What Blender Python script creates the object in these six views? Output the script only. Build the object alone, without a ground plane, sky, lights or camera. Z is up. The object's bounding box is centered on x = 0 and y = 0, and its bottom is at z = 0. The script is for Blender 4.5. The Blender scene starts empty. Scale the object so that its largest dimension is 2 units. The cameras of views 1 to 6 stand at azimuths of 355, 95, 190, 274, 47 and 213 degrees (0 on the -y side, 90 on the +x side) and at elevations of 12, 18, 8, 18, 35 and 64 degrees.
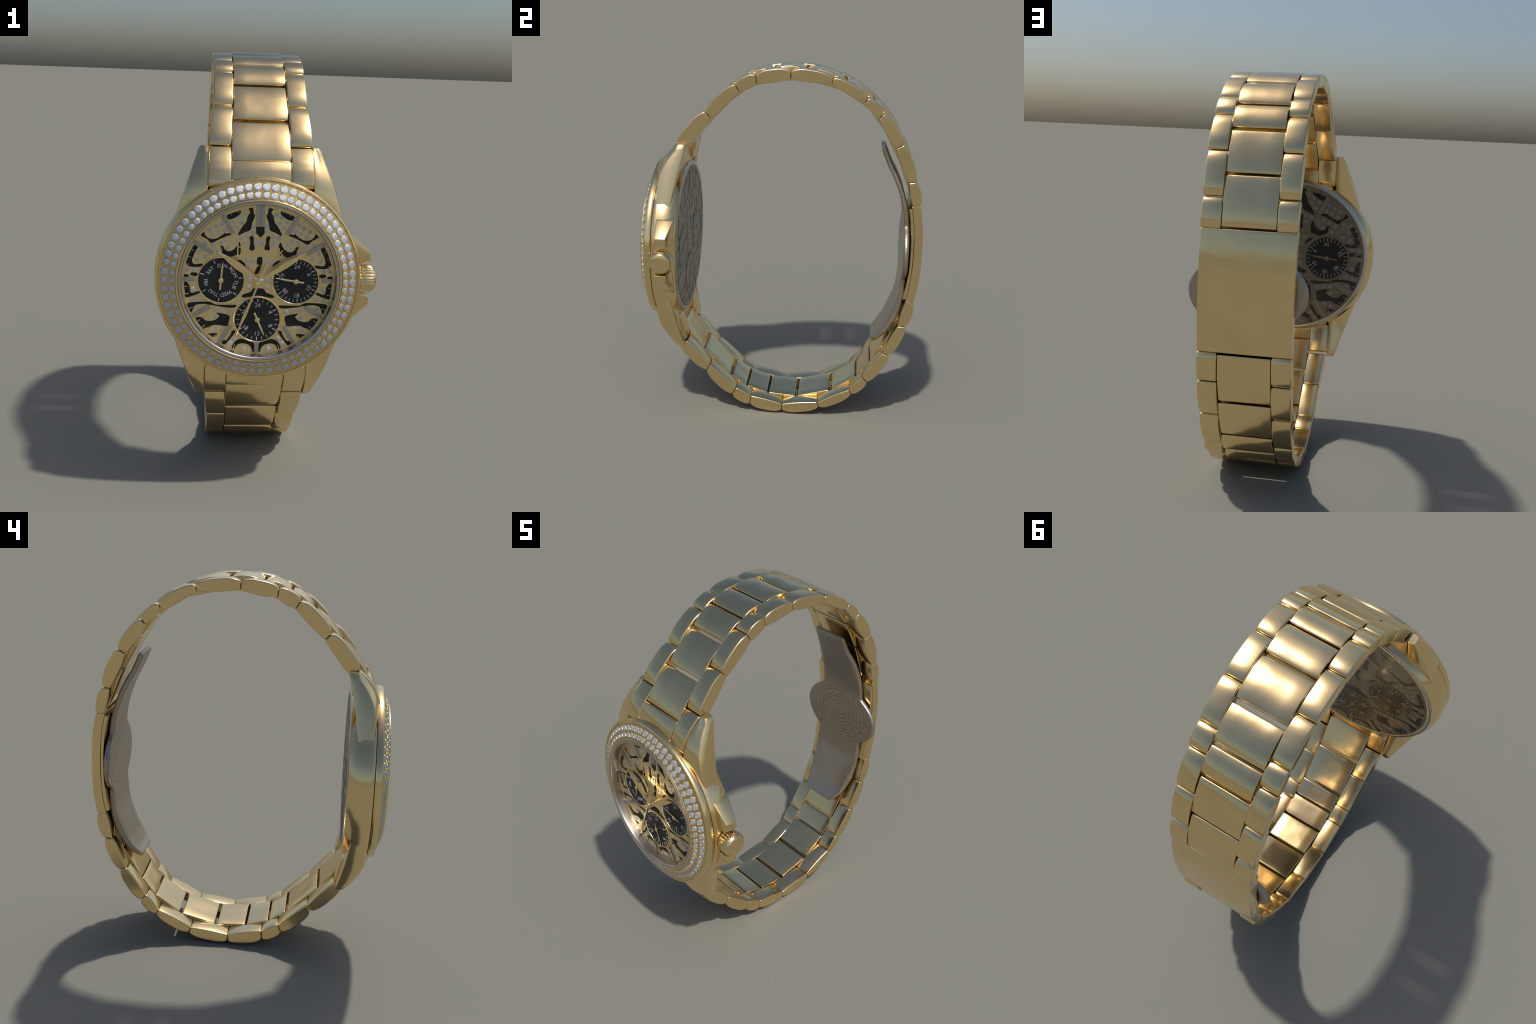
# Gold wrist watch standing on its bracelet: round jewelled case, pierced animal-pattern dial,
# three-row link bracelet and a folding clasp.   Metres, z up, the dial faces -y.
import bpy, bmesh, math, random
from math import sin, cos, pi, radians, hypot, atan2
from mathutils import Matrix, Vector
from mathutils.geometry import delaunay_2d_cdt

random.seed(7)
COL = bpy.context.scene.collection

# ------------------------------------------------------------------ materials
def material(name):
    m = bpy.data.materials.new(name)
    m.use_nodes = True
    nt = m.node_tree
    return m, nt, nt.nodes["Principled BSDF"]

def node(nt, kind, **kw):
    n = nt.nodes.new(kind)
    for k, v in kw.items():
        if k in n.inputs:
            n.inputs[k].default_value = v
        else:
            setattr(n, k, v)
    return n

def metal(name, colour, rough, wave=0.0, wave_scale=9.0, grain=0.0, grain_scale=260.0, tint=0.06):
    """Polished metal: slow waviness in the reflections, fine grain, faint tonal drift."""
    m, nt, bsdf = material(name)
    L = nt.links
    tc = node(nt, "ShaderNodeTexCoord")
    slow = node(nt, "ShaderNodeTexNoise", Scale=wave_scale, Detail=1.5, Roughness=0.4)
    L.new(tc.outputs["Object"], slow.inputs["Vector"])
    ramp = node(nt, "ShaderNodeValToRGB")
    ramp.color_ramp.elements[0].position = 0.3
    ramp.color_ramp.elements[1].position = 0.7
    ramp.color_ramp.elements[0].color = (*[c * (1 - tint) for c in colour], 1)
    ramp.color_ramp.elements[1].color = (*colour, 1)
    L.new(slow.outputs["Fac"], ramp.inputs["Fac"])
    L.new(ramp.outputs["Color"], bsdf.inputs["Base Color"])
    bsdf.inputs["Metallic"].default_value = 1.0
    fine = node(nt, "ShaderNodeTexNoise", Scale=grain_scale, Detail=2.0)
    L.new(tc.outputs["Object"], fine.inputs["Vector"])
    rr = node(nt, "ShaderNodeMapRange")
    rr.inputs["To Min"].default_value = rough * 0.85
    rr.inputs["To Max"].default_value = rough * 1.15
    L.new(slow.outputs["Fac"], rr.inputs["Value"])
    L.new(rr.outputs["Result"], bsdf.inputs["Roughness"])
    normal = None
    cells = node(nt, "ShaderNodeTexVoronoi", feature="SMOOTH_F1", Scale=wave_scale * 1.7)
    cells.inputs["Smoothness"].default_value = 0.35
    L.new(tc.outputs["Object"], cells.inputs["Vector"])
    for tex, dist in ((slow, wave), (cells, wave * 0.45), (fine, grain)):
        if dist > 0:
            b = node(nt, "ShaderNodeBump", Strength=1.0, Distance=dist)
            L.new(tex.outputs[0], b.inputs["Height"])
            if normal:
                L.new(normal, b.inputs["Normal"])
            normal = b.outputs["Normal"]
    if normal:
        L.new(normal, bsdf.inputs["Normal"])
    return m

def paint(name, colour, rough, grain=0.0, spread=0.1, coat=0.0, scale=120.0, metallic=0.0):
    m, nt, bsdf = material(name)
    L = nt.links
    tc = node(nt, "ShaderNodeTexCoord")
    n = node(nt, "ShaderNodeTexNoise", Scale=scale, Detail=3.0)
    L.new(tc.outputs["Object"], n.inputs["Vector"])
    ramp = node(nt, "ShaderNodeValToRGB")
    ramp.color_ramp.elements[0].position = 0.35
    ramp.color_ramp.elements[1].position = 0.65
    ramp.color_ramp.elements[0].color = (*[c * (1 - spread) for c in colour], 1)
    ramp.color_ramp.elements[1].color = (*[min(1, c * (1 + spread)) for c in colour], 1)
    L.new(n.outputs["Fac"], ramp.inputs["Fac"])
    L.new(ramp.outputs["Color"], bsdf.inputs["Base Color"])
    bsdf.inputs["Roughness"].default_value = rough
    bsdf.inputs["Metallic"].default_value = metallic
    bsdf.inputs["Coat Weight"].default_value = coat
    bsdf.inputs["Coat Roughness"].default_value = 0.08
    if grain:
        b = node(nt, "ShaderNodeBump", Strength=1.0, Distance=grain)
        L.new(n.outputs["Fac"], b.inputs["Height"])
        L.new(b.outputs["Normal"], bsdf.inputs["Normal"])
    return m

GOLD_RGB = (0.90, 0.685, 0.36)
gold = metal("polished_gold", GOLD_RGB, 0.19, wave=0.0020, wave_scale=7.0)
gold_case = metal("polished_case_gold", GOLD_RGB, 0.17, wave=0.0012, wave_scale=7.0)
gold_bed = metal("stone_bed_gold", (0.74, 0.56, 0.25), 0.34, grain=0.0004, grain_scale=300)
gold_plate = metal("grained_dial_gold", (0.86, 0.68, 0.34), 0.42, grain=0.0009, grain_scale=240, tint=0.10)
gold_hand = metal("hand_gold", (0.95, 0.76, 0.43), 0.24)
steel = metal("brushed_steel", (0.56, 0.515, 0.475), 0.30, grain=0.0003)
steel_marker = metal("marker_steel", (0.47, 0.44, 0.41), 0.38, grain=0.0002)
steel_back = metal("case_back_steel", (0.62, 0.59, 0.56), 0.24)
black = paint("dial_black", (0.0085, 0.0085, 0.009), 0.55, spread=0.2)
white = paint("print_white", (0.52, 0.52, 0.52), 0.5, spread=0.05)
back_gold = paint("case_back_dull_gold", (0.155, 0.128, 0.075), 0.34, spread=0.30, grain=0.0006, coat=0.25, scale=200)
back_stone = paint("case_back_dull_stone", (0.205, 0.185, 0.185), 0.38, spread=0.3, coat=0.25, scale=300)
back_black = paint("case_back_black", (0.010, 0.0095, 0.008), 0.26, spread=0.3, coat=0.3, scale=40)
back_marker = paint("case_back_marker", (0.205, 0.175, 0.12), 0.34, coat=0.25)
back_print = paint("case_back_print", (0.30, 0.28, 0.24), 0.35, coat=0.5)

def stone_material(name, colour, metallic, rough):
    """Cut stone: facet-like cells break up the reflections."""
    m, nt, bsdf = material(name)
    L = nt.links
    tc = node(nt, "ShaderNodeTexCoord")
    v = node(nt, "ShaderNodeTexVoronoi", Scale=150.0)
    L.new(tc.outputs["Object"], v.inputs["Vector"])
    oi = node(nt, "ShaderNodeObjectInfo")
    mixv = node(nt, "ShaderNodeMath", operation="ADD")
    L.new(v.outputs["Distance"], mixv.inputs[0])
    L.new(oi.outputs["Random"], mixv.inputs[1])
    ramp = node(nt, "ShaderNodeValToRGB")
    ramp.color_ramp.elements[0].color = (*[c * 0.70 for c in colour], 1)
    ramp.color_ramp.elements[1].color = (*colour, 1)
    L.new(mixv.outputs[0], ramp.inputs["Fac"])
    L.new(ramp.outputs["Color"], bsdf.inputs["Base Color"])
    bsdf.inputs["Metallic"].default_value = metallic
    bsdf.inputs["Roughness"].default_value = rough
    b = node(nt, "ShaderNodeBump", Strength=0.45, Distance=0.0010)
    L.new(v.outputs["Distance"], b.inputs["Height"])
    L.new(b.outputs["Normal"], bsdf.inputs["Normal"])
    return m

crystal = stone_material("rhinestone_crystal", (0.60, 0.61, 0.655), 0.42, 0.30)
dial_crystal = stone_material("dial_stone", (0.60, 0.58, 0.585), 0.40, 0.38)

def engraved_steel():
    """Warm grey steel with engraved rings round the clasp disc and swirling lines on the arms."""
    m, nt, bsdf = material("engraved_clasp_steel")
    L = nt.links
    tc = node(nt, "ShaderNodeTexCoord")
    mp = node(nt, "ShaderNodeMapping")
    mp.inputs["Location"].default_value = (0.040, 0.0, -1.01)
    L.new(tc.outputs["Object"], mp.inputs["Vector"])
    flat = node(nt, "ShaderNodeMapping")
    flat.inputs["Scale"].default_value = (1.0, 0.0, 1.25)
    L.new(mp.outputs["Vector"], flat.inputs["Vector"])
    rings = node(nt, "ShaderNodeTexWave", wave_type="RINGS", rings_direction="SPHERICAL", Scale=11.0, Distortion=7.0, Detail=3.0)
    rings.inputs["Detail Scale"].default_value = 2.0
    L.new(flat.outputs["Vector"], rings.inputs["Vector"])
    lines = node(nt, "ShaderNodeTexWave", wave_type="BANDS", bands_direction="X", Scale=22.0, Distortion=14.0, Detail=2.5)
    lines.inputs["Detail Scale"].default_value = 1.3
    L.new(flat.outputs["Vector"], lines.inputs["Vector"])
    dist = node(nt, "ShaderNodeVectorMath", operation="LENGTH")
    L.new(flat.outputs["Vector"], dist.inputs[0])
    mask = node(nt, "ShaderNodeMapRange")
    mask.inputs["From Min"].default_value = 0.205
    mask.inputs["From Max"].default_value = 0.215
    L.new(dist.outputs["Value"], mask.inputs["Value"])
    mix = node(nt, "ShaderNodeMix", data_type="FLOAT")
    L.new(mask.outputs["Result"], mix.inputs[0])
    L.new(rings.outputs["Fac"], mix.inputs[2])
    soft = node(nt, "ShaderNodeMath", operation="MULTIPLY_ADD")
    L.new(lines.outputs["Fac"], soft.inputs[0])
    soft.inputs[1].default_value = 0.35
    soft.inputs[2].default_value = 0.3
    L.new(soft.outputs[0], mix.inputs[3])
    noise = node(nt, "ShaderNodeTexNoise", Scale=60.0, Detail=4.0)
    L.new(tc.outputs["Object"], noise.inputs["Vector"])
    add = node(nt, "ShaderNodeMath", operation="MULTIPLY_ADD")
    L.new(noise.outputs["Fac"], add.inputs[0])
    add.inputs[1].default_value = 0.8
    L.new(mix.outputs[0], add.inputs[2])
    b = node(nt, "ShaderNodeBump", Strength=0.45, Distance=0.0010)
    L.new(add.outputs[0], b.inputs["Height"])
    L.new(b.outputs["Normal"], bsdf.inputs["Normal"])
    ramp = node(nt, "ShaderNodeValToRGB")
    ramp.color_ramp.elements[0].color = (0.37, 0.315, 0.25, 1)
    ramp.color_ramp.elements[1].color = (0.50, 0.445, 0.38, 1)
    L.new(mix.outputs[0], ramp.inputs["Fac"])
    L.new(ramp.outputs["Color"], bsdf.inputs["Base Color"])
    bsdf.inputs["Metallic"].default_value = 0.9
    bsdf.inputs["Roughness"].default_value = 0.36
    return m

engraved = engraved_steel()

# ------------------------------------------------------------------ mesh helpers
def add_object(name, mesh, mat, parent, matrix=None, smooth=35.0):
    if mat is not None and not mesh.materials:
        mesh.materials.append(mat)
    if smooth is not None:
        mesh.shade_smooth()
        mesh.set_sharp_from_angle(angle=radians(smooth))
        for p in mesh.polygons:          # flat ends stay flat
            if p.loop_total > 6 or ("cap_x" in mesh and p.loop_total == 3):
                p.use_smooth = False
    ob = bpy.data.objects.new(name, mesh)
    COL.objects.link(ob)
    ob.parent = parent
    if matrix is not None:
        ob.matrix_basis = matrix
    return ob

def mesh_from(name, verts, faces):
    me = bpy.data.meshes.new(name)
    me.from_pydata([tuple(v) for v in verts], [], faces)
    bm = bmesh.new()
    bm.from_mesh(me)
    bmesh.ops.remove_doubles(bm, verts=bm.verts, dist=1e-6)
    bmesh.ops.recalc_face_normals(bm, faces=bm.faces)
    bm.to_mesh(me)
    bm.free()
    return me

def lathe(name, profile, steps=192, closed_ends=False):
    """Turn a (radius, y) profile about the y axis."""
    verts, faces = [], []
    n = len(profile)
    for i in range(steps):
        a = 2 * pi * i / steps
        for r, y in profile:
            verts.append((r * sin(a), y, r * cos(a)))
    for i in range(steps):
        j = (i + 1) % steps
        for k in range(n - 1):
            faces.append((i * n + k, j * n + k, j * n + k + 1, i * n + k + 1))
    if closed_ends:
        for k in (0, n - 1):
            faces.append([i * n + k for i in range(steps)])
    return mesh_from(name, verts, faces)

def fillet(points, radii, steps=4):
    """Round the corners of a closed polygon."""
    out = []
    n = len(points)
    for i, (p, r) in enumerate(zip(points, radii)):
        p = Vector(p)
        a = Vector(points[i - 1]) - p
        b = Vector(points[(i + 1) % n]) - p
        if r <= 0:
            out.append(p)
            continue
        d = min(r, a.length * 0.48, b.length * 0.48)
        s, e = p + a.normalized() * d, p + b.normalized() * d
        for k in range(steps + 1):
            t = k / steps
            out.append((1 - t) ** 2 * s + 2 * t * (1 - t) * p + t * t * e)
    return out

def inset(poly, d):
    n = len(poly)
    area = sum(poly[i].x * poly[(i + 1) % n].y - poly[(i + 1) % n].x * poly[i].y for i in range(n))
    sgn = 1 if area > 0 else -1
    out = []
    for i in range(n):
        t = (poly[(i + 1) % n] - poly[i - 1])
        if t.length < 1e-9:
            out.append(poly[i].copy())
            continue
        t.normalize()
        out.append(poly[i] + Vector((-t.y, t.x)) * d * sgn)
    return out

def slab(name, outline, x0, x1, edge=0.006, deform=None, slices=1):
    """Extrude a closed (y, z) outline from x0 to x1 with rounded rims."""
    poly = [Vector(p) for p in outline]
    rings = [(x0, edge), (x0 + 0.12 * edge, edge * 0.5), (x0 + 0.45 * edge, edge * 0.15), (x0 + edge, 0.0)]
    mid = [(x0 + edge + (x1 - x0 - 2 * edge) * i / slices, 0.0) for i in range(1, slices)]
    rings = rings + mid + [(x0 + x1 - x, e) for x, e in reversed(rings)]
    n = len(poly)
    verts, faces = [], []
    for x, e in rings:
        for p in inset(poly, e) if e else poly:
            v = (x, p.x, p.y)
            verts.append(deform(v) if deform else v)
    for i in range(len(rings) - 1):
        for k in range(n):
            l = (k + 1) % n
            faces.append((i * n + k, i * n + l, (i + 1) * n + l, (i + 1) * n + k))
    # flat end caps, triangulated inside the outline (it may be concave)
    cap = inset(poly, edge)
    vs, _, fs, orig, _, _ = delaunay_2d_cdt(cap, [(k, (k + 1) % n) for k in range(n)], [], 1, 1e-7)
    me_caps = []
    for f in fs:
        ids = [orig[v][0] if orig[v] else min(range(n), key=lambda q: (cap[q] - vs[v]).length) for v in f]
        if len(set(ids)) == 3:
            me_caps.append(ids)
    faces += me_caps + [[(len(rings) - 1) * n + v for v in reversed(f)] for f in me_caps]
    me = mesh_from(name, verts, faces)
    me["cap_x"] = (x0, x1)
    return me

def join(name, meshes):
    bm = bmesh.new()
    for me, mx in meshes:
        c = me.copy()
        if mx is not None:
            c.transform(mx)
        bm.from_mesh(c)
        bpy.data.meshes.remove(c)
    out = bpy.data.meshes.new(name)
    bm.to_mesh(out)
    bm.free()
    return out

def box_mesh(name, w, d, h, bevel=0.0):
    bm = bmesh.new()
    bmesh.ops.create_cube(bm, size=1.0, matrix=Matrix.Diagonal((w, d, h, 1)))
    if bevel:
        bmesh.ops.bevel(bm, geom=bm.edges[:], offset=bevel, segments=2, profile=0.6, affect="EDGES")
    me = bpy.data.meshes.new(name)
    bm.to_mesh(me)
    bm.free()
    return me

def smooth_loop(pts, per=6):
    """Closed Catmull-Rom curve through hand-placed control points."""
    out, n = [], len(pts)
    for i in range(n):
        p0, p1, p2, p3 = (Vector(pts[(i + k - 1) % n]) for k in range(4))
        for s in range(per):
            t = s / per
            out.append(0.5 * ((2 * p1) + (p2 - p0) * t + (2 * p0 - 5 * p1 + 4 * p2 - p3) * t * t + (3 * p1 - p0 - 3 * p2 + p3) * t ** 3))
    return out

def spline_path(pts, per=8):
    out, n = [], len(pts)
    for i in range(n - 1):
        p0, p1, p2, p3 = (Vector(pts[min(max(i + k - 1, 0), n - 1)]) for k in range(4))
        for s in range(per):
            t = s / per
            out.append(0.5 * ((2 * p1) + (p2 - p0) * t + (2 * p0 - 5 * p1 + 4 * p2 - p3) * t * t + (3 * p1 - p0 - 3 * p2 + p3) * t ** 3))
    out.append(Vector(pts[-1]))
    return out

# ------------------------------------------------------------------ the thing
watch = bpy.data.objects.new("wrist_watch", None)
COL.objects.link(watch)
watch["label"] = "gold wrist watch with jewelled bezel, pierced black dial and link bracelet"
watch["category"] = "wrist watch"

AXIS_X = -0.040                       # crown side sticks out, so the watch axis sits left of centre
HEAD = (Matrix.Translation((AXIS_X, -0.63, 1.0)) @ Matrix.Rotation(radians(-0.6), 4, "X")
        @ Matrix.Translation((0, 0.63, 0)))      # head frame: x right, z up from dial centre, y as in world

# ------------------------------------------------------------------ case
case_profile = [(0.405, -0.560), (0.430, -0.560), (0.440, -0.564), (0.452, -0.580), (0.461, -0.602), (0.4655, -0.630),
                (0.465, -0.668), (0.463, -0.682), (0.458, -0.689), (0.446, -0.692), (0.405, -0.692)]
me = lathe("case_body", case_profile, 256)
for v in me.vertices:                 # flat cut between the lugs where the bracelet ends sit
    if abs(v.co.x) < 0.236 and abs(v.co.z) > 0.43:
        v.co.z = math.copysign(0.43, v.co.z)
case_body = add_object("case_body", me, gold_case, watch, HEAD, 30)

# lugs: stacked sections (height above centre, front y at the inner side, front y at the outer edge, back y)
LUG = [(0.15, -0.700, -0.676, -0.606), (0.22, -0.701, -0.677, -0.603), (0.28, -0.702, -0.678, -0.597), (0.34, -0.702, -0.678, -0.588),
       (0.39, -0.701, -0.674, -0.580), (0.428, -0.693, -0.668, -0.573), (0.457, -0.682, -0.656, -0.566), (0.497, -0.661, -0.636, -0.557),
       (0.530, -0.637, -0.612, -0.549), (0.552, -0.619, -0.594, -0.543), (0.567, -0.606, -0.590, -0.541), (0.581, -0.594, -0.584, -0.540)]
def lug_mesh(sx, sz):
    """Section: inner wall, front face sloping back to the outer edge, slanted outer wall, flat back."""
    verts, faces = [], []
    for h, yi, yo, yb in LUG:
        xi = 0.2335
        xo = 0.284 + (0.55 - h) * 0.330 if h > 0.20 else 0.405
        if h > 0.575:
            xo = 0.268
        ring = [(xi, yi + 0.004), (xi + 0.004, yi), (xi + 0.016, yi + 0.001), ((xi + xo) / 2, yi * 0.6 + yo * 0.4), (xo - 0.010, yo - 0.004), (xo - 0.003, yo), (xo, yo + 0.006),
                (xo, yb - 0.006), (xo - 0.002, yb - 0.002), (xo - 0.006, yb), (xi + 0.003, yb), (xi, yb - 0.003)]
        for x, y in ring:
            verts.append((x * sx, y, h * sz))
    n, m = len(ring), len(LUG)
    for i in range(m - 1):
        for k in range(n):
            l = (k + 1) % n
            faces.append((i * n + k, i * n + l, (i + 1) * n + l, (i + 1) * n + k))
    faces.append(list(range(n)))
    faces.append([(m - 1) * n + k for k in range(n)])
    return mesh_from("lug", verts, faces)
for sx in (-1, 1):
    for sz in (1, -1):
        add_object("lug", lug_mesh(sx, sz), gold_case, case_body, None, 32)

# crown guards: two swept shoulders either side of the crown
def hull(name, pts, bevel):
    bm = bmesh.new()
    for p in pts:
        bm.verts.new(p)
    r = bmesh.ops.convex_hull(bm, input=bm.verts[:])
    bmesh.ops.delete(bm, geom=[g for g in r["geom_interior"] if isinstance(g, bmesh.types.BMVert)], context="VERTS")
    bmesh.ops.dissolve_limit(bm, angle_limit=radians(2), verts=bm.verts[:], edges=bm.edges[:])
    bmesh.ops.recalc_face_normals(bm, faces=bm.faces)
    bmesh.ops.bevel(bm, geom=bm.edges[:], offset=bevel, segments=3, profile=0.5, affect="EDGES")
    me = bpy.data.meshes.new(name)
    bm.to_mesh(me)
    bm.free()
    return me
for sz in (1, -1):
    pts = [(0.36, -0.668, 0.235 * sz), (0.36, -0.572, 0.235 * sz), (0.424, -0.664, 0.200 * sz), (0.424, -0.570, 0.200 * sz),
           (0.512, -0.658, 0.122 * sz), (0.512, -0.597, 0.122 * sz), (0.514, -0.658, 0.082 * sz), (0.514, -0.597, 0.082 * sz),
           (0.455, -0.668, 0.064 * sz), (0.455, -0.575, 0.064 * sz), (0.40, -0.668, 0.06 * sz), (0.40, -0.572, 0.06 * sz)]
    add_object("crown_guard", hull("crown_guard", pts, 0.004), gold_case, case_body, None, 40)

# crown: fluted barrel with domed cap, turned about x
def crown_mesh():
    verts, faces = [], []
    steps = 30 * 6
    prof = [(0.400, 0.046, 0), (0.448, 0.046, 0), (0.449, 0.053, 0), (0.453, 0.0600, 0.5), (0.458, 0.0630, 1), (0.505, 0.0630, 1),
            (0.511, 0.0610, 0.6), (0.515, 0.0570, 0), (0.520, 0.0550, 0), (0.5255, 0.0500, 0), (0.5285, 0.043, 0), (0.5305, 0.024, 0), (0.531, 0.004, 0)]
    n = len(prof)
    for i in range(steps):
        a = 2 * pi * i / steps
        flute = 0.0032 * (0.5 + 0.5 * cos(30 * a)) ** 0.7
        for x, r, w in prof:
            rr = r - flute * w
            verts.append((x, rr * sin(a), rr * cos(a)))
    for i in range(steps):
        j = (i + 1) % steps
        for k in range(n - 1):
            faces.append((i * n + k, j * n + k, j * n + k + 1, i * n + k + 1))
    faces.append([i * n + n - 1 for i in range(steps)])
    faces.append([i * n for i in range(steps)])
    return mesh_from("crown", verts, faces)
CROWN_SHIFT = 0.016
add_object("crown", crown_mesh(), gold_case, watch, HEAD @ Matrix.Translation((CROWN_SHIFT, -0.622, -0.005)), 30)

# bezel, with a stepped rim and a sloping bed for the stones
BED_OUT, BED_IN = (0.441, -0.7265), (0.370, -0.7575)
bezel_profile = [(0.43, -0.690), (0.452, -0.6905), (0.458, -0.693), (0.4605, -0.698), (0.4605, -0.718), (0.457, -0.7255), (0.450, -0.7295),
                 (0.4465, -0.7295), (0.4445, -0.7265), BED_OUT, BED_IN, (0.3685, -0.7585), (0.3680, -0.7630), (0.3655, -0.7660),
                 (0.3615, -0.7665), (0.3590, -0.7645), (0.3585, -0.750)]
bezel = add_object("bezel", lathe("bezel", bezel_profile, 256), gold_case, watch, HEAD, 28)
bed = lathe("stone_bed", [(BED_OUT[0] - 0.0005, BED_OUT[1] - 0.001), (BED_IN[0] + 0.001, BED_IN[1] - 0.001)], 256)
add_object("stone_bed", bed, gold_bed, bezel)

# steel inner ring dropping to the dial
rehaut_profile = [(0.3585, -0.755), (0.3585, -0.7645), (0.3565, -0.7670), (0.3485, -0.7665), (0.3450, -0.7635), (0.3435, -0.757), (0.3425, -0.700), (0.346, -0.700)]
add_object("dial_ring", lathe("dial_ring", rehaut_profile, 256), steel, watch, HEAD, 40)

# brilliant-cut stone, radius 1, table facing -y
def brilliant(name, facets=8):
    verts, faces = [], []
    rings = [(1.0, 0.0, 0.0), (1.0, -0.14, 0.0), (0.80, -0.34, 0.5), (0.56, -0.46, 0.0)]
    for r, y, off in rings:
        for i in range(facets * (2 if r == 1.0 else 1)):
            n = facets * (2 if r == 1.0 else 1)
            a = 2 * pi * (i + (off if n == facets else 0)) / n
            verts.append((r * sin(a), y, r * cos(a)))
    f, F = facets, facets * 2
    for i in range(F):
        j = (i + 1) % F
        faces.append((i, j, F + j, F + i))
    a, b = 2 * F, 2 * F + f
    for i in range(f):
        j = (i + 1) % f
        faces += [(F + 2 * i, F + 2 * i + 1, a + i), (F + 2 * i + 1, F + (2 * i + 2) % F, a + i),
                  (F + (2 * i + 2) % F, a + j, a + i), (a + i, a + j, b + j), (a + i, b + j, b + i)]
    faces.append([b + i for i in range(f)])
    return mesh_from(name, verts, faces)
stone_mesh = brilliant("rhinestone")
stone_mesh.materials.append(crystal)
collar = lathe("stone_collar", [(0.98, 0.02), (1.10, 0.0), (1.07, -0.10), (1.01, -0.13), (0.98, -0.06)], 28)

slope = atan2(BED_OUT[1] - BED_IN[1], BED_OUT[0] - BED_IN[0])
PAIRS = 66
collars = []
for row_r, size in ((0.4190, 0.0176), (0.3853, 0.0152)):
    t = (row_r - BED_IN[0]) / (BED_OUT[0] - BED_IN[0])
    y = BED_IN[1] + t * (BED_OUT[1] - BED_IN[1]) - 0.001
    for i in range(PAIRS):
        a = 2 * pi * (i + 0.5) / PAIRS + random.uniform(-0.004, 0.004)
        r = row_r + random.uniform(-0.0008, 0.0008)
        s = size * random.uniform(0.96, 1.04)
        lean = Matrix.Rotation(a, 4, "Y") @ Matrix.Translation((0, y, r)) @ Matrix.Rotation(-slope, 4, "X")
        mx = lean @ Matrix.Rotation(random.uniform(0, pi), 4, "Y") @ Matrix.Diagonal((s, s * 0.40, s, 1))
        add_object("rhinestone", stone_mesh, None, bezel, mx, None)
        collars.append((collar, lean @ Matrix.Diagonal((s, s, s, 1))))
setting = add_object("stone_setting", join("stone_setting", collars), gold_bed, bezel, None, 40)
setting["kind"] = "stuff"

# ------------------------------------------------------------------ dial
DIAL_R = 0.3425
MM = 0.001
# black openings of the animal pattern, left half (thousandths of a metre from the dial centre)
PATTERN = {
    "flank": [(-55, 320), (-33, 323), (-32, 303), (-25, 288), (-36, 258), (-43, 226), (-68, 214), (-86, 204), (-95, 200), (-96, 209), (-80, 239), (-63, 262), (-57, 287), (-47, 305)],
    "edge_bar": [(-148, 289), (-109, 305), (-90, 311), (-89, 298), (-108, 281), (-138, 270)],
    "swoosh": [(-261, 200), (-247, 212), (-243, 201), (-231, 188), (-213, 182), (-191, 185), (-167, 200), (-156, 210), (-147, 207), (-129, 211), (-124, 204), (-157, 191), (-186, 177), (-215, 163), (-231, 179), (-254, 192)],
    "cheek": [(-175, 151), (-163, 151), (-156, 139), (-144, 129), (-126, 130), (-105, 147), (-94, 171), (-85, 158), (-85, 117), (-103, 111), (-128, 103), (-151, 113), (-164, 118), (-168, 138)],
    "keyhole": [(-47, 191), (-36, 200), (-27, 189), (-27, 166), (-21, 144), (-31, 132), (-45, 138), (-43, 159), (-43, 178)],
    "upper_side": [(-289, 153), (-273, 145), (-286, 118), (-297, 88), (-295, 74), (-283, 67), (-251, 70), (-260, 56), (-303, 55), (-324, 69), (-317, 94), (-308, 120), (-295, 145)],
    "crescent": [(-96, 87), (-80, 87), (-64, 73), (-60, 59), (-74, 69)],
    "side_bar": [(-333, 22), (-310, 18), (-310, 10), (-333, 9)],
    "side_hook": [(-303, 25), (-295, 30), (-273, 26), (-279, 12), (-301, 16)],
    "lower_side": [(-331, -16), (-317, -15), (-306, -35), (-304, -56), (-294, -64), (-267, -56), (-263, -65), (-321, -86), (-327, -59)],
    "long_stripe": [(-314, -113), (-275, -105), (-218, -104), (-188, -116), (-142, -117), (-97, -117), (-108, -131), (-165, -126), (-211, -118), (-245, -114), (-275, -119), (-286, -131), (-296, -155), (-306, -141)],
    "paw": [(-276, -184), (-266, -175), (-248, -177), (-232, -190), (-209, -192), (-186, -185), (-172, -168), (-185, -156), (-178, -154), (-137, -162), (-124, -172), (-127, -193), (-137, -215), (-177, -211), (-200, -213), (-218, -222), (-236, -226), (-240, -233), (-255, -216)],
    "claw": [(-221, -253), (-183, -249), (-181, -259), (-196, -270), (-208, -260)],
    "leg_stripe": [(-157, -296), (-150, -282), (-136, -281), (-116, -251), (-114, -239), (-100, -235), (-96, -241), (-115, -270), (-131, -290), (-143, -303)],
    "arch": [(-112, -317), (-105, -299), (-92, -282), (-69, -274), (-50, -279), (-13, -293), (-11, -335), (-18, -335), (-21, -320), (-36, -302), (-64, -296), (-87, -304), (-98, -322)],
}
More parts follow.
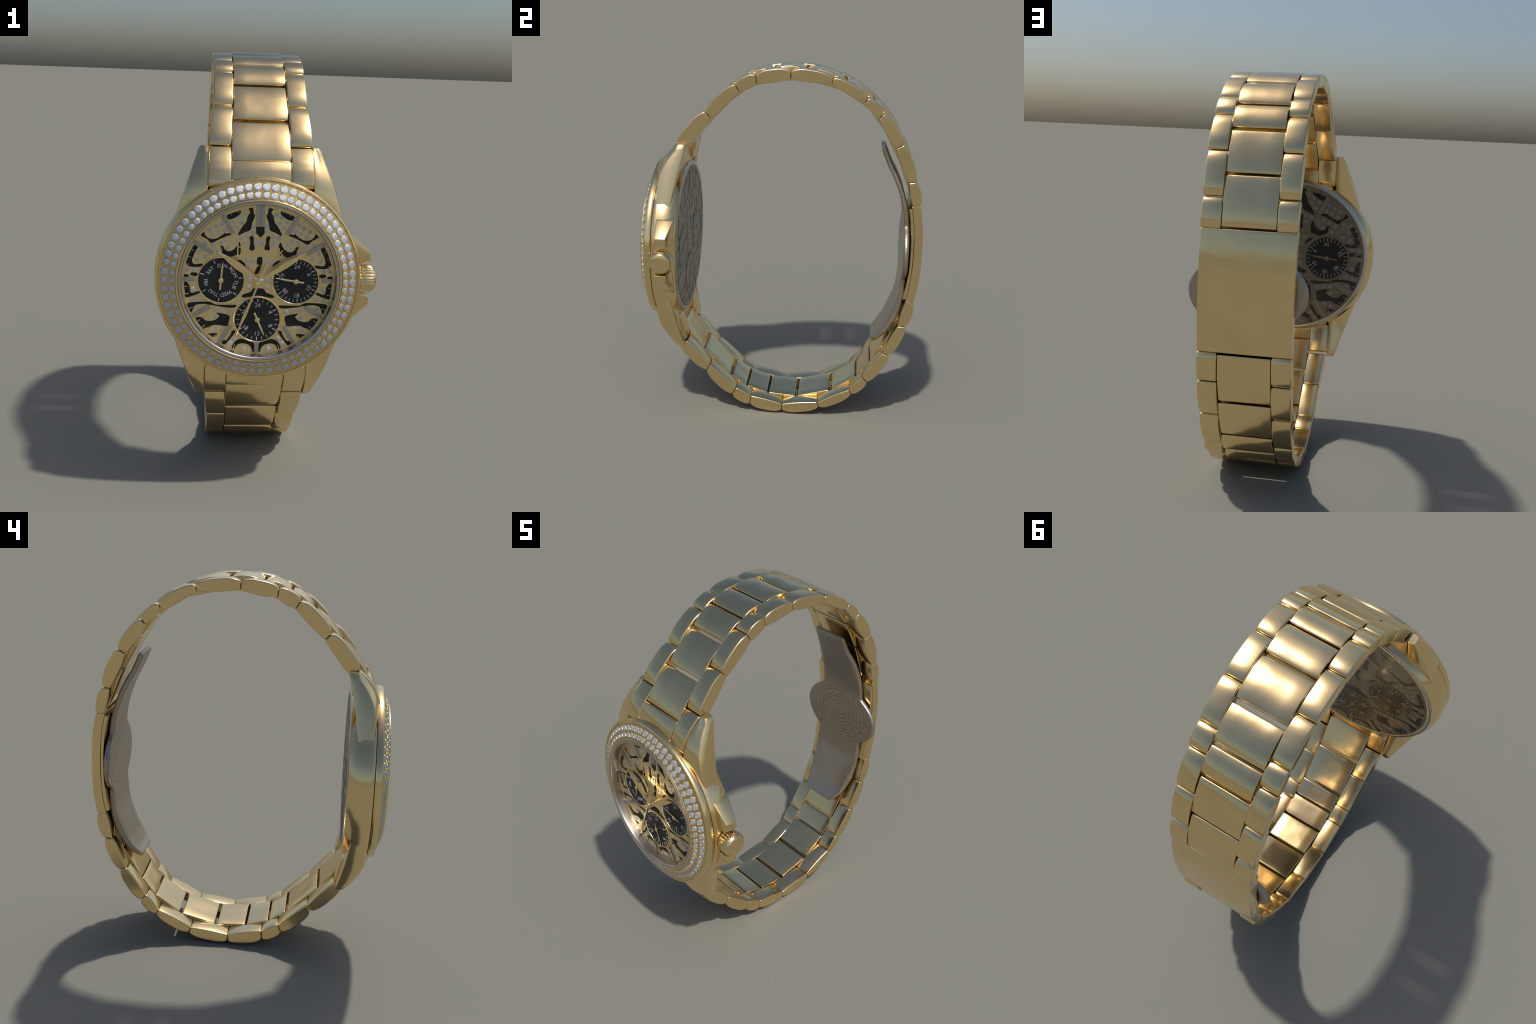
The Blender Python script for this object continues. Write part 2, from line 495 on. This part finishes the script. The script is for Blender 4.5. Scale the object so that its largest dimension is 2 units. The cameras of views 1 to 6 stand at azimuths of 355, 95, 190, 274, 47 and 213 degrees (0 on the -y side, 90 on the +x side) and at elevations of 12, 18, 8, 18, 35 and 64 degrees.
CENTRED = {
    "shield": [(-19, 240), (19, 240), (20, 211), (3, 191), (-18, 211)],
    "nose": [(-8, 100), (11, 104), (14, 76), (9, 67), (-9, 72)],
    "chin": [(-18, 36), (-7, 60), (10, 65), (-1, 30), (-18, 27)],
    "collar": [(-69, -69), (-32, -55), (-22, -40), (22, -40), (36, -57), (69, -71), (65, -83), (0, -74), (-65, -83)],
}
SHARP = ("shield", "side_bar")

def openings():
    for key, pts in PATTERN.items():
        yield key, pts
        yield key, [(-u, v) for u, v in reversed(pts)]
    for key, pts in CENTRED.items():
        yield key, pts

def inside(p, loop):
    hit, n = False, len(loop)
    for i in range(n):
        a, b = loop[i], loop[i - 1]
        if (a[1] > p[1]) != (b[1] > p[1]) and p[0] < (b[0] - a[0]) * (p[1] - a[1]) / (b[1] - a[1]) + a[0]:
            hit = not hit
    return hit

def pierced_plate(name, depth):
    """Gold plate with the pattern cut through it: triangulate disc and openings, drop the openings, give it thickness."""
    rim = [(DIAL_R * 1.004 * cos(2 * pi * i / 160), DIAL_R * 1.004 * sin(2 * pi * i / 160)) for i in range(160)]
    holes = []
    for key, pts in openings():
        pts = [(u * MM, v * MM) for u, v in pts]
        holes.append([tuple(p) for p in (pts if key in SHARP else smooth_loop(pts, 5))])
    verts, edges = [], []
    for loop in [rim] + holes:
        k = len(verts)
        verts += [Vector(p) for p in loop]
        edges += [(k + i, k + (i + 1) % len(loop)) for i in range(len(loop))]
    vs, _, fs, _, _, _ = delaunay_2d_cdt(verts, edges, [], 0, 1e-6)
    bm = bmesh.new()
    bv = [bm.verts.new((v.x, -depth / 2, v.y)) for v in vs]
    for f in fs:
        c = sum((vs[i] for i in f), Vector((0, 0))) / len(f)
        if not any(inside(c, h) for h in holes):
            bm.faces.new([bv[i] for i in f])
    bmesh.ops.delete(bm, geom=[v for v in bm.verts if not v.link_faces], context="VERTS")
    r = bmesh.ops.extrude_face_region(bm, geom=bm.faces[:])
    bmesh.ops.translate(bm, vec=(0, depth, 0), verts=[g for g in r["geom"] if isinstance(g, bmesh.types.BMVert)])
    bmesh.ops.recalc_face_normals(bm, faces=bm.faces)
    me = bpy.data.meshes.new(name)
    bm.to_mesh(me)
    bm.free()
    return me

def text_mesh(body, size, extrude=0.0004, spacing=1.0):
    cu = bpy.data.curves.new("lettering", "FONT")
    cu.body = body
    cu.size = size
    cu.align_x, cu.align_y = "CENTER", "CENTER"
    cu.extrude = extrude
    cu.space_character = spacing
    cu.offset = size * 0.009
    cu.resolution_u = 3
    tmp = bpy.data.objects.new("helper", cu)
    COL.objects.link(tmp)
    bpy.context.view_layer.update()
    me = bpy.data.meshes.new_from_object(tmp.evaluated_get(bpy.context.evaluated_depsgraph_get()))
    bpy.data.objects.remove(tmp)
    bpy.data.curves.remove(cu)
    me.materials.clear()
    me.transform(Matrix.Rotation(radians(90), 4, "X"))
    return me

def clock(r, deg, y=0.0, turn=None):
    """Frame on the dial at clock angle deg (0 = twelve, clockwise) and radius r."""
    a = radians(deg)
    return Matrix.Translation((r * sin(a), y, r * cos(a))) @ Matrix.Rotation(a if turn is None else radians(turn), 4, "Y")

PLATE_Y = -0.7135      # front of the gold plate
me = lathe("dial_base", [(0.0005, -0.7045), (DIAL_R, -0.7045)], 96)
dial = add_object("dial", me, black, watch, HEAD)
plate_mesh = pierced_plate("pierced_plate", 0.0090)
add_object("pierced_plate", plate_mesh, gold_plate, dial, Matrix.Translation((0, PLATE_Y + 0.0045, 0)), 30)

# hour markers: (clock degrees, inner radius, outer radius)
MARKERS = [(30, 0.240, 0.330), (60, 0.239, 0.333), (90, 0.285, 0.337), (120, 0.247, 0.336), (150, 0.245, 0.337), (180, 0.288, 0.337),
           (210, 0.245, 0.337), (240, 0.247, 0.336), (270, 0.285, 0.337), (300, 0.239, 0.333), (330, 0.240, 0.330)]
marker_boxes = []
for deg, r0, r1 in MARKERS:
    mb = box_mesh("hour_marker", 0.0195, 0.007, r1 - r0, 0.0012)
    marker_boxes.append((mb, clock((r0 + r1) / 2, deg, PLATE_Y - 0.0025)))
for sx in (-1, 1):
    marker_boxes.append((box_mesh("hour_marker", 0.0185, 0.007, 0.094, 0.0012), Matrix.Translation((sx * 0.0100, PLATE_Y - 0.0025, 0.288))))
for mb, mx in marker_boxes:
    add_object("hour_marker", mb, steel_marker, dial, mx, 40)

# minute ticks
tick = box_mesh("tick", 0.0026, 0.0014, 0.019)
ticks = [(tick, clock(0.3265, 6 * i, PLATE_Y - 0.0006)) for i in range(60) if i % 5]
ob = add_object("minute_track", join("minute_track", ticks), white, dial, None, None)
ob["kind"] = "stuff"

# stones set in the plate (left half, mirrored)
STONES = [(-69, 293), (-93, 282), (-118, 260), (-84, 255), (-103, 234), (-170, 248), (-195, 236), (-222, 221), (-156, 222), (-181, 210), (-209, 196),
          (-241, 162), (-203, 150), (-171, 165), (-145, 178), (-121, 161), (-143, 144), (-185, 124), (-265, 122), (-239, 100), (-274, 87), (-318, 42),
          (-288, 43), (-31, 240), (-32, 215), (-84, 187), (-61, 166), (-11, 167), (-55, 91), (-29, 87), (-41, 62), (-291, -47), (-294, -95), (-265, -88),
          (-270, -131), (-191, -139), (-160, -141), (-130, -147), (-196, -173), (-200, -233), (-169, -226), (-97, -272), (-119, -294), (-53, -318), (-39, 0), (-42, -33), (-57, 197)]
dial_stone_mesh = brilliant("dial_stone", 6)
dial_stone_mesh.materials.append(dial_crystal)
def stone_spots():
    for u, v in STONES:
        for s in (1, -1):
            yield s * u * MM, v * MM
for u, v in stone_spots():
    s = 0.0103 * random.uniform(0.95, 1.05)
    mx = Matrix.Translation((u + random.uniform(-1, 1) * MM, PLATE_Y, v + random.uniform(-1, 1) * MM)) @ Matrix.Rotation(random.uniform(0, pi), 4, "Y") @ Matrix.Diagonal((s, s * 0.35, s, 1))
    add_object("dial_stone", dial_stone_mesh, None, dial, mx, None)

# three small dials: black disc in a gold ring, ticks, lettering
SUBS = {"week": (-0.168, -0.004, 0.104), "date": (0.168, -0.004, 0.104), "hours": (0.0, -0.183, 0.104)}
SUB_Y = PLATE_Y - 0.0015
def ring_mesh(name, R, r, y):
    return lathe(name, [(R + r * cos(a), y + r * 1.1 * sin(a)) for a in [2 * pi * k / 10 for k in range(11)]], 96)
def sub_marks(kind):
    """White print of a small dial: ticks first, then words or numbers as (text, degrees, turn)."""
    out = []
    if kind == "week":
        long_tick = box_mesh("t", 0.0045, 0.001, 0.017)
        out += [(long_tick, clock(0.088, 31 + 360 / 7 * i)) for i in range(7) if i not in (0,)]
        for i, w in enumerate(("SUN", "MON", "TUE", "WED", "THU", "FRI", "SAT")):
            deg = 4 + 360 / 7 * i
            out.append((text_mesh(w, 0.0235, spacing=1.02), clock(0.065, deg)))
        return out
    thin, bold = box_mesh("t", 0.0028, 0.001, 0.015), box_mesh("t", 0.0046, 0.001, 0.017)
    count = 31 if kind == "date" else 24
    for i in range(count):
        heavy = i % (5 if kind == "date" else 4) == 0
        out.append((bold if heavy else thin, clock(0.0885, 360 / count * i)))
    words = {"date": [("24", 2, 0), ("6", 61, 70), ("10", 118, -60), ("18", 176, 0), ("80", 226, 48), ("29", 290, -62)],
             "hours": [("24", 0, 0), ("4", 59, 62), ("8", 116, 62), ("12", 180, 0), ("18", 235, 38), ("20", 300, -60)]}[kind]
    for w, deg, turn in words:
        out.append((text_mesh(w, 0.027), clock(0.066, deg, 0, turn)))
    return out
sub_print = {}
for kind, (u, v, R) in SUBS.items():
    disc = lathe("small_dial", [(0.0005, SUB_Y), (R - 0.001, SUB_Y), (R - 0.001, SUB_Y + 0.003)], 96)
    sub = add_object("small_dial", disc, black, dial, Matrix.Translation((u, 0, v)))
    add_object("small_dial_ring", ring_mesh("small_dial_ring", R, 0.0034, PLATE_Y - 0.0012), gold_hand, dial, Matrix.Translation((u, 0, v)), 60)
    pm = join("small_dial_print", sub_marks(kind))
    sub_print[kind] = pm.copy()
    add_object("small_dial_print", pm, white, dial, Matrix.Translation((u, SUB_Y - 0.0006, v)), None)

# maker's word in raised gold letters: tall F with a cross-bar, then small letters
bar = box_mesh("tall_letter", 0.0062, 0.004, 0.088, 0.0008)
arm = box_mesh("letter_bar", 0.030, 0.004, 0.0055, 0.0008)
word = [(bar, Matrix.Translation((-0.0965, PLATE_Y - 0.001, 0.155))), (arm, Matrix.Translation((-0.083, PLATE_Y - 0.001, 0.149))),
        (text_mesh("reelook", 0.052, 0.0022, 1.16), Matrix.Translation((0.012, PLATE_Y - 0.0008, 0.128)))]
add_object("raised_lettering", join("raised_lettering", word), gold_hand, dial, None, 40)

# ------------------------------------------------------------------ hands
def hand_mesh(name, length, tail, widths, thick=0.004, tail_w=0.004, skirt=None):
    """Leaf hand along +z with a ridge down the middle; widths = [(fraction, half width)]."""
    st = [(-tail, tail_w), (-tail * 0.5, tail_w), (0.0, widths[0][1])] + [(f * length, w) for f, w in widths]
    verts, faces = [], []
    for z, w in st:
        deep = thick * 0.4 if skirt is None else skirt
        verts += [(-w, 0, z), (0, -thick, z), (w, 0, z), (w * 0.9, deep, z), (-w * 0.9, deep, z)]
    for i in range(len(st) - 1):
        for k in range(5):
            l = (k + 1) % 5
            faces.append((i * 5 + k, i * 5 + l, i * 5 + 5 + l, i * 5 + 5 + k))
    faces.append([0, 1, 2, 3, 4])
    faces.append([len(st) * 5 - 5 + k for k in range(5)])
    return mesh_from(name, verts, faces)
HUB = (0.001, 0.003)
def aim(tip, y):
    a = atan2(tip[0] - HUB[0], tip[1] - HUB[1])
    return HEAD @ Matrix.Translation((HUB[0], y, HUB[1])) @ Matrix.Rotation(a, 4, "Y"), hypot(tip[0] - HUB[0], tip[1] - HUB[1])
leaf = [(0.04, 0.006), (0.14, 0.0055), (0.28, 0.0115), (0.42, 0.0155), (0.55, 0.0165), (0.70, 0.0135), (0.84, 0.0080), (0.95, 0.0035), (1.0, 0.0012)]
for name, tip, y, wide in (("hour_hand", (-0.182, 0.131), -0.7575, 1.0), ("minute_hand", (0.213, 0.141), -0.7590, 0.80)):
    mx, length = aim(tip, y)
    add_object(name, hand_mesh(name, length, 0.012, [(f, w * wide) for f, w in leaf], 0.0016, 0.006, 0.014), gold_hand, watch, mx, 25)
mx, length = aim((-0.099, -0.250), -0.7620)
add_object("seconds_hand", hand_mesh("seconds_hand", length, 0.085, [(0.05, 0.0035), (0.35, 0.0040), (0.50, 0.0062), (0.62, 0.0082), (0.75, 0.0050), (0.9, 0.0022), (1.0, 0.0008)], 0.0018, 0.0062, 0.010), gold_hand, watch, mx, 25)
hub = lathe("hand_hub", [(0.012, -0.712), (0.012, -0.748), (0.019, -0.750), (0.019, -0.760), (0.012, -0.763), (0.010, -0.767), (0.0005, -0.769)], 40)
add_object("hand_hub", hub, gold_hand, watch, HEAD @ Matrix.Translation((HUB[0], 0, HUB[1])), 40)
for kind, tip, tail in (("week", (-0.161, 0.085), 0.042), ("date", (0.076, 0.010), 0.036), ("hours", (0.033, -0.258), 0.036)):
    u, v, R = SUBS[kind]
    a, length = atan2(tip[0] - u, tip[1] - v), hypot(tip[0] - u, tip[1] - v)
    hm = hand_mesh("small_hand", length, tail, [(0.05, 0.0038), (0.4, 0.0042), (0.7, 0.0034), (0.92, 0.0020), (1.0, 0.0008)], 0.002, 0.0042)
    boss = lathe("boss", [(0.0115, 0.003), (0.0115, -0.003), (0.008, -0.0048), (0.0005, -0.005)], 24)
    both = join("small_hand", [(hm, Matrix.Rotation(a, 4, "Y")), (boss, None)])
    add_object("small_hand", both, gold_hand, watch, HEAD @ Matrix.Translation((u, -0.7205, v)), 30)

# ------------------------------------------------------------------ case back: dial texture projected on the disc, not engraving; larger, dull, nearly flat
back_profile = [(0.42, -0.575), (0.4370, -0.5640), (0.4320, -0.5585), (0.422, -0.5563), (0.4165, -0.5573), (0.4155, -0.5598), (0.0005, -0.5598)]
case_back = add_object("case_back", lathe("case_back", back_profile, 192), steel_back, watch, HEAD, 40)
BS = 0.4150 / DIAL_R
def back_part(name, mesh, mat, y, at_=(0, 0), scale_y=1.0):
    c = mesh.copy()
    c.materials.clear()
    c.transform(Matrix.Translation((at_[0], 0, at_[1])))
    c.transform(Matrix.Diagonal((BS, -scale_y, BS, 1)))
    c.flip_normals()
    return add_object(name, c, mat, case_back, Matrix.Translation((0, y, 0)), 40)
backing = lathe("projected_field", [(0.0005, 0.0), (DIAL_R, 0.0)], 96)
back_part("projected_field", backing, back_black, -0.559200)
back_part("projected_pattern", plate_mesh, back_gold, -0.558600, (0, 0), 0.16)
mk = join("projected_marker", [(b, mx) for b, mx in [(b, Matrix.Translation((m.translation.x, 0, m.translation.z)) @ m.to_3x3().to_4x4()) for b, m in marker_boxes]])
back_part("projected_marker", mk, back_marker, -0.557600, (0, 0), 0.35)
back_part("projected_minute_track", join("projected_minute_track", [(tick, clock(0.3265, 6 * i)) for i in range(60) if i % 5]), back_print, -0.557600)["kind"] = "stuff"
spots = [(dial_stone_mesh, Matrix.Translation((u, 0, v)) @ Matrix.Diagonal((0.0103, 0.002, 0.0103, 1))) for u, v in stone_spots()]
back_part("projected_stone", join("projected_stone", spots), back_stone, -0.558000)["kind"] = "stuff"
for kind, (u, v, R) in SUBS.items():
    back_part("projected_small_dial", lathe("projected_small_dial", [(0.0005, 0.0), (R, 0.0)], 64), back_black, -0.557300, (u, v))
    back_part("projected_small_ring", ring_mesh("projected_small_ring", R, 0.0034, 0.0), back_gold, -0.557300, (u, v), 0.5)
    back_part("projected_small_print", sub_print["date"] if kind == "week" else sub_print[kind], back_print, -0.556800, (u, v))
    tip = {"week": (-0.090, 0.006), "date": (0.10, 0.03), "hours": (0.033, -0.258)}[kind]
    a, length = atan2(tip[0] - u, tip[1] - v), hypot(tip[0] - u, tip[1] - v)
    hm = hand_mesh("projected_small_hand", length, 0.05, [(0.05, 0.0038), (0.4, 0.0042), (0.7, 0.0034), (1.0, 0.0010)], 0.001, 0.003)
    boss = lathe("boss", [(0.0115, 0.001), (0.0105, -0.001), (0.0005, -0.0012)], 24)
    back_part("projected_small_hand", join("projected_small_hand", [(hm, Matrix.Rotation(a, 4, "Y")), (boss, None)]), back_gold, -0.556200, (u, v))

# ------------------------------------------------------------------ bracelet
# joints of the side links, upper half (lug -> clasp) and lower half (clasp -> lug): outer (y, z) and inner (y, z)
UPPER = [((-0.588, 1.583), (-0.535, 1.560)), ((-0.435, 1.756), (-0.406, 1.723)), ((-0.275, 1.904), (-0.253, 1.864)), ((-0.167, 1.956), (-0.161, 1.911)),
         ((0.018, 1.982), (0.020, 1.942)), ((0.240, 1.953), (0.235, 1.923)), ((0.424, 1.854), (0.411, 1.830)), ((0.511, 1.775), (0.489, 1.749)),
         ((0.628, 1.617), (0.587, 1.597)), ((0.704, 1.417), (0.671, 1.414)), ((0.736, 1.280), (0.705, 1.276))]
LOWER = [((0.738, 0.728), (0.703, 0.744)), ((0.704, 0.587), (0.667, 0.586)), ((0.626, 0.408), (0.590, 0.416)), ((0.509, 0.231), (0.482, 0.259)),
         ((0.424, 0.151), (0.411, 0.175)), ((0.240, 0.052), (0.229, 0.082)), ((0.022, 0.018), (0.022, 0.056)), ((-0.169, 0.047), (-0.163, 0.096)),
         ((-0.273, 0.102), (-0.252, 0.143)), ((-0.426, 0.246), (-0.408, 0.282)), ((-0.586, 0.420), (-0.536, 0.430))]
HALF_LUG = 0.2315
CENTRE = 0.57                           # share of the width taken by the centre row

WIDTHS = [(-0.60, 0.2320), (-0.435, 0.2165), (-0.25, 0.2145), (0.80, 0.2145)]
def half_width(y):
    """The band narrows quickly behind the lugs, then keeps its width."""
    for (y0, w0), (y1, w1) in zip(WIDTHS, WIDTHS[1:]):
        if y <= y1:
            return w0 + (w1 - w0) * max(0.0, y - y0) / (y1 - y0)
    return WIDTHS[-1][1]

def taper(cx, hw):
    return lambda v: (cx + (v[0] - cx) * half_width(v[1]) / hw, v[1], v[2])

def band_x(y):
    """The clasp sits a few millimetres off the watch axis."""
    t = min(max((y - 0.50) / 0.22, 0.0), 1.0)
    return -0.0350 - 0.009 * t - 0.0035 * max(0.0, min(1.0, (-0.3 - y) / 0.3))

def dome(size):
    return 0.011 + 0.050 * size

def link_outline(A, B, a, b, bulge, gap, corner=0.011, inner_bulge=0.005, power=3.2):
    """Side view of one link: domed outside, nearly flat inside, rounded ends."""
    A, B, a, b = map(Vector, (A, B, a, b))
    d = (B - A).normalized()
    g0, g1 = gap if isinstance(gap, tuple) else (gap, gap)
    A, B = A + d * g0, B - d * g1
    e = (b - a).normalized()
    a, b = a + e * g0, b - e * g1
    n = Vector((-d.y, d.x))
    if n.dot((A + B) / 2 - (a + b) / 2) < 0:
        n = -n
    pts, rad = [], []
    for k in range(13):
        t = k / 12
        w = bulge * (1 - abs(2 * t - 1) ** power)
        pts.append(A.lerp(B, t) + n * w)
        rad.append(corner if k in (0, 12) else 0)
    for k in range(5):
        t = k / 4
        pts.append(b.lerp(a, t) - n * inner_bulge * 4 * t * (1 - t))
        rad.append(0.006 if k in (0, 4) else 0)
    return fillet(pts, rad)

def lerp2(p, q, t):
    return (p[0] + (q[0] - p[0]) * t, p[1] + (q[1] - p[1]) * t)

def outward(A, B, a, b, d):
    n = Vector((-(B[1] - A[1]), B[0] - A[0])).normalized()
    if n.dot(Vector(A) - Vector(a)) < 0:
        n = -n
    return n * d

def o_far(A, B):
    return A[0] > 0.58 and B[0] > 0.58 and A[1] > 1.2

def side_links(joints):
    for i in range(len(joints) - 1):
        (A, a), (B, b) = joints[i], joints[i + 1]
        size = hypot(B[0] - A[0], B[1] - A[1])
        n = outward(A, B, a, b, 0.003)
        a, b = (a[0] - n.x, a[1] - n.y), (b[0] - n.x, b[1] - n.y)
        out = link_outline(A, B, a, b, dome(size), 0.0012)
        y = (A[0] + B[0]) / 2
        hw, cx = half_width(y), band_x(y)
        for s in (-1, 1):
            x0, x1 = sorted((cx + s * hw, cx + s * (hw * CENTRE + 0.001)))
            add_object("narrow_link", slab("narrow_link", out, x0, x1, 0.0065, taper(cx, hw), 2), gold, watch, None, 32)

def centre_links(joints, splits, slots, ends):
    """splits: fraction along each side link where the centre row is divided; ends: extra pieces at either end."""
    cuts = []
    for i, f in enumerate(splits):
        if f is None:
            continue
        (A, a), (B, b) = joints[i], joints[i + 1]
        n = outward(A, B, a, b, 1.0)
        size = hypot(B[0] - A[0], B[1] - A[1])
        near_lug = max(0.0, min(1.0, (-0.22 - A[0]) / 0.25))
        o = Vector(lerp2(A, B, f)) + n * dome(size) * (0.60 - 0.35 * near_lug - (0.35 if o_far(A, B) else 0.0))
        q = Vector(lerp2(a, b, f)) - n * (0.007 if o.x < 0.3 or o.y < 1 else 0.012)
        cuts.append((tuple(o), tuple(q)))
    first, last = ends
    if first:
        cuts.insert(0, first)
    if last:
        cuts.append(last)
    for (A, a), (B, b), g0, g1 in zip(cuts, cuts[1:], slots, slots[1:]):
        # dome so that the row passes just above the side joint it bridges
        y = (A[0] + B[0]) / 2
        full, cx = half_width(y), band_x(y)
        hw = full * CENTRE - 0.0012
        size = hypot(B[0] - A[0], B[1] - A[1])
        out = link_outline(A, B, a, b, (0.007 + 0.062 * size) * (0.62 if y < -0.4 else 0.9 if y < -0.25 else 0.6 if y > 0.58 else 1.0), (g0, g1), corner=0.013, inner_bulge=0.0, power=2.3)
        add_object("wide_link", slab("wide_link", out, cx - hw, cx + hw, 0.0035, taper(cx, full), 4), gold, watch, None, 32)

side_links(UPPER)
side_links(LOWER)
centre_links(UPPER, [0.60, 0.58, 0.50, 0.45, 0.33, 0.34, 0.45, 0.43, 0.50, None], [0.004, 0.008, 0.008, 0.005, 0.005, 0.008, 0.0095, 0.008, 0.008, 0.0045, 0.003],
             [((-0.640, 1.520), (-0.575, 1.495)), ((0.738, 1.286), (0.700, 1.288))])
centre_links(LOWER, [None, 0.54, 0.60, 0.45, 0.60, 0.62, 0.50, 0.40, 0.28, 0.42], [0.003, 0.0060, 0.005, 0.006, 0.010, 0.008, 0.006, 0.0055, 0.009, 0.010, 0.006],
             [((0.738, 0.724), (0.700, 0.728)), ((-0.640, 0.483), (-0.575, 0.508))])

# end links filling the space between the lugs
BAND_X = band_x(-0.6)
def end_outline(flip_z, low):
    pts = ([(-0.589, 1.580), (-0.617, 1.556)] if not low else []) + [(-0.648, 1.525), (-0.674, 1.488), (-0.692, 1.448), (-0.697, 1.420), (-0.683, 1.402),
           (-0.590, 1.406), (-0.566, 1.430)] + ([(-0.548, 1.500), (-0.538, 1.558)] if not low else [(-0.575, 1.500)])
    if flip_z:
        pts = [(y, 2.003 - z) for y, z in pts]
    return fillet(pts, [0.008 if i in (0, len(pts) - 1) else 0.012 for i in range(len(pts))])
for low_half in (False, True):
    for s in (-1, 1):
        x0, x1 = sorted((BAND_X + s * HALF_LUG, BAND_X + s * (HALF_LUG * CENTRE + 0.001)))
        add_object("end_link", slab("end_link", end_outline(low_half, False), x0, x1, 0.005), gold, watch, None, 32)
    hw = HALF_LUG * CENTRE - 0.001
    add_object("end_link", slab("end_link", end_outline(low_half, True), BAND_X - hw, BAND_X + hw, 0.003), gold, watch, None, 32)

# ------------------------------------------------------------------ clasp
CLASP_X = -0.0485
outer = spline_path([(0.740, 1.282), (0.756, 1.200), (0.765, 1.100), (0.767, 1.000), (0.765, 0.910), (0.757, 0.820), (0.741, 0.731)], 4)
thick = 0.046
inner = [Vector((p.x - thick, p.y)) for p in outer]
pts = outer + list(reversed(inner))
rad = [0.010 if i in (0, len(outer) - 1) else (0.004 if i in (len(outer), len(pts) - 1) else 0) for i in range(len(pts))]
cover = add_object("clasp_cover", slab("clasp_cover", fillet(pts, rad), CLASP_X - 0.2115, CLASP_X + 0.2155, 0.0035), gold, watch, None, 32)
inner_edge = [Vector((p.x - 0.0465, p.y)) for p in outer[1:-1]]
blade = inner_edge + [Vector((p.x - 0.017, p.y)) for p in reversed(inner_edge)]
add_object("clasp_blade", slab("clasp_blade", blade, CLASP_X - 0.2085, CLASP_X + 0.2125, 0.004), gold, cover, None, 32)

# folding spring: two arms and an oval disc, one bent steel strip with a rounded rim
ARM = [(0.515, 1.576), (0.552, 1.490), (0.592, 1.415), (0.624, 1.340), (0.648, 1.262), (0.660, 1.190), (0.663, 1.100), (0.663, 1.010), (0.664, 0.920),
       (0.662, 0.830), (0.652, 0.715), (0.632, 0.635), (0.598, 0.562), (0.556, 0.505), (0.514, 0.455)]
ARM_HALF = [(0.455, 0.085), (0.475, 0.112), (0.52, 0.140), (0.60, 0.158), (0.72, 0.165), (0.84, 0.162), (1.00, 0.155), (1.25, 0.146), (1.38, 0.134), (1.48, 0.112), (1.576, 0.100)]
ARM_X = -0.040
def arm_half(z):
    strip = ARM_HALF[0][1]
    for (z0, w0), (z1, w1) in zip(ARM_HALF, ARM_HALF[1:]):
        if z0 <= z <= z1:
            strip = w0 + (w1 - w0) * (z - z0) / (z1 - z0) + 0.005
    q = (z - 1.00) / 0.183
    disc = 0.271 * math.sqrt(max(0.0, 1 - q * q)) if abs(q) < 1 else 0.0
    k = 0.02
    return max(strip, disc) if abs(strip - disc) > k else max(strip, disc) + (k - abs(strip - disc)) ** 2 / (4 * k)
def arm_mesh():
    path = spline_path(ARM, 14)
    T = 0.028
    cross = []
    for k in range(9):                       # rounded rim on the +x side
        a = pi / 2 - pi * k / 8
        cross.append((1, 0.012 * cos(a) - 0.012, T / 2 * sin(a)))
    across = 14
    verts, faces = [], []
    for i, p in enumerate(path):
        t = (path[min(i + 1, len(path) - 1)] - path[max(i - 1, 0)]).normalized()
        nrm = Vector((-t.y, t.x))            # points outward, away from the wrist
        if nrm.x < 0:
            nrm = -nrm
        end = min(i, len(path) - 1 - i)
        squeeze = (0.45, 0.8, 0.95)[end] if end < 3 else 1.0
        hw = arm_half(p.y)
        mid = p + nrm * T / 2
        ring = []
        for j in range(across + 1):
            ring.append((-(hw - 0.012) + 2 * (hw - 0.012) * j / across, T / 2))
        ring += [(hw + dx, n) for _, dx, n in cross[1:-1]]
        for j in range(across + 1):
            ring.append(((hw - 0.012) - 2 * (hw - 0.012) * j / across, -T / 2))
        ring += [(-(hw + dx), -n) for _, dx, n in cross[1:-1]]
        pad = max(0.0, 1 - ((p.y - 0.615) / 0.13) ** 2)        # the lower arm is padded towards the wrist
        for x, n in ring:
            q = mid + nrm * n * squeeze
            if n < 0:
                q = q - nrm * 0.018 * pad ** 1.5 * max(0.0, 1 - (x / hw) ** 4)
            verts.append((ARM_X + x, q.x, q.y))
    n = len(ring)
    for i in range(len(path) - 1):
        for k in range(n):
            l = (k + 1) % n
            faces.append((i * n + k, i * n + l, (i + 1) * n + l, (i + 1) * n + k))
    faces.append(list(range(n)))
    faces.append([(len(path) - 1) * n + k for k in range(n)])
    return mesh_from("clasp_arm", verts, faces)
add_object("clasp_arm", arm_mesh(), engraved, cover, None, 40)
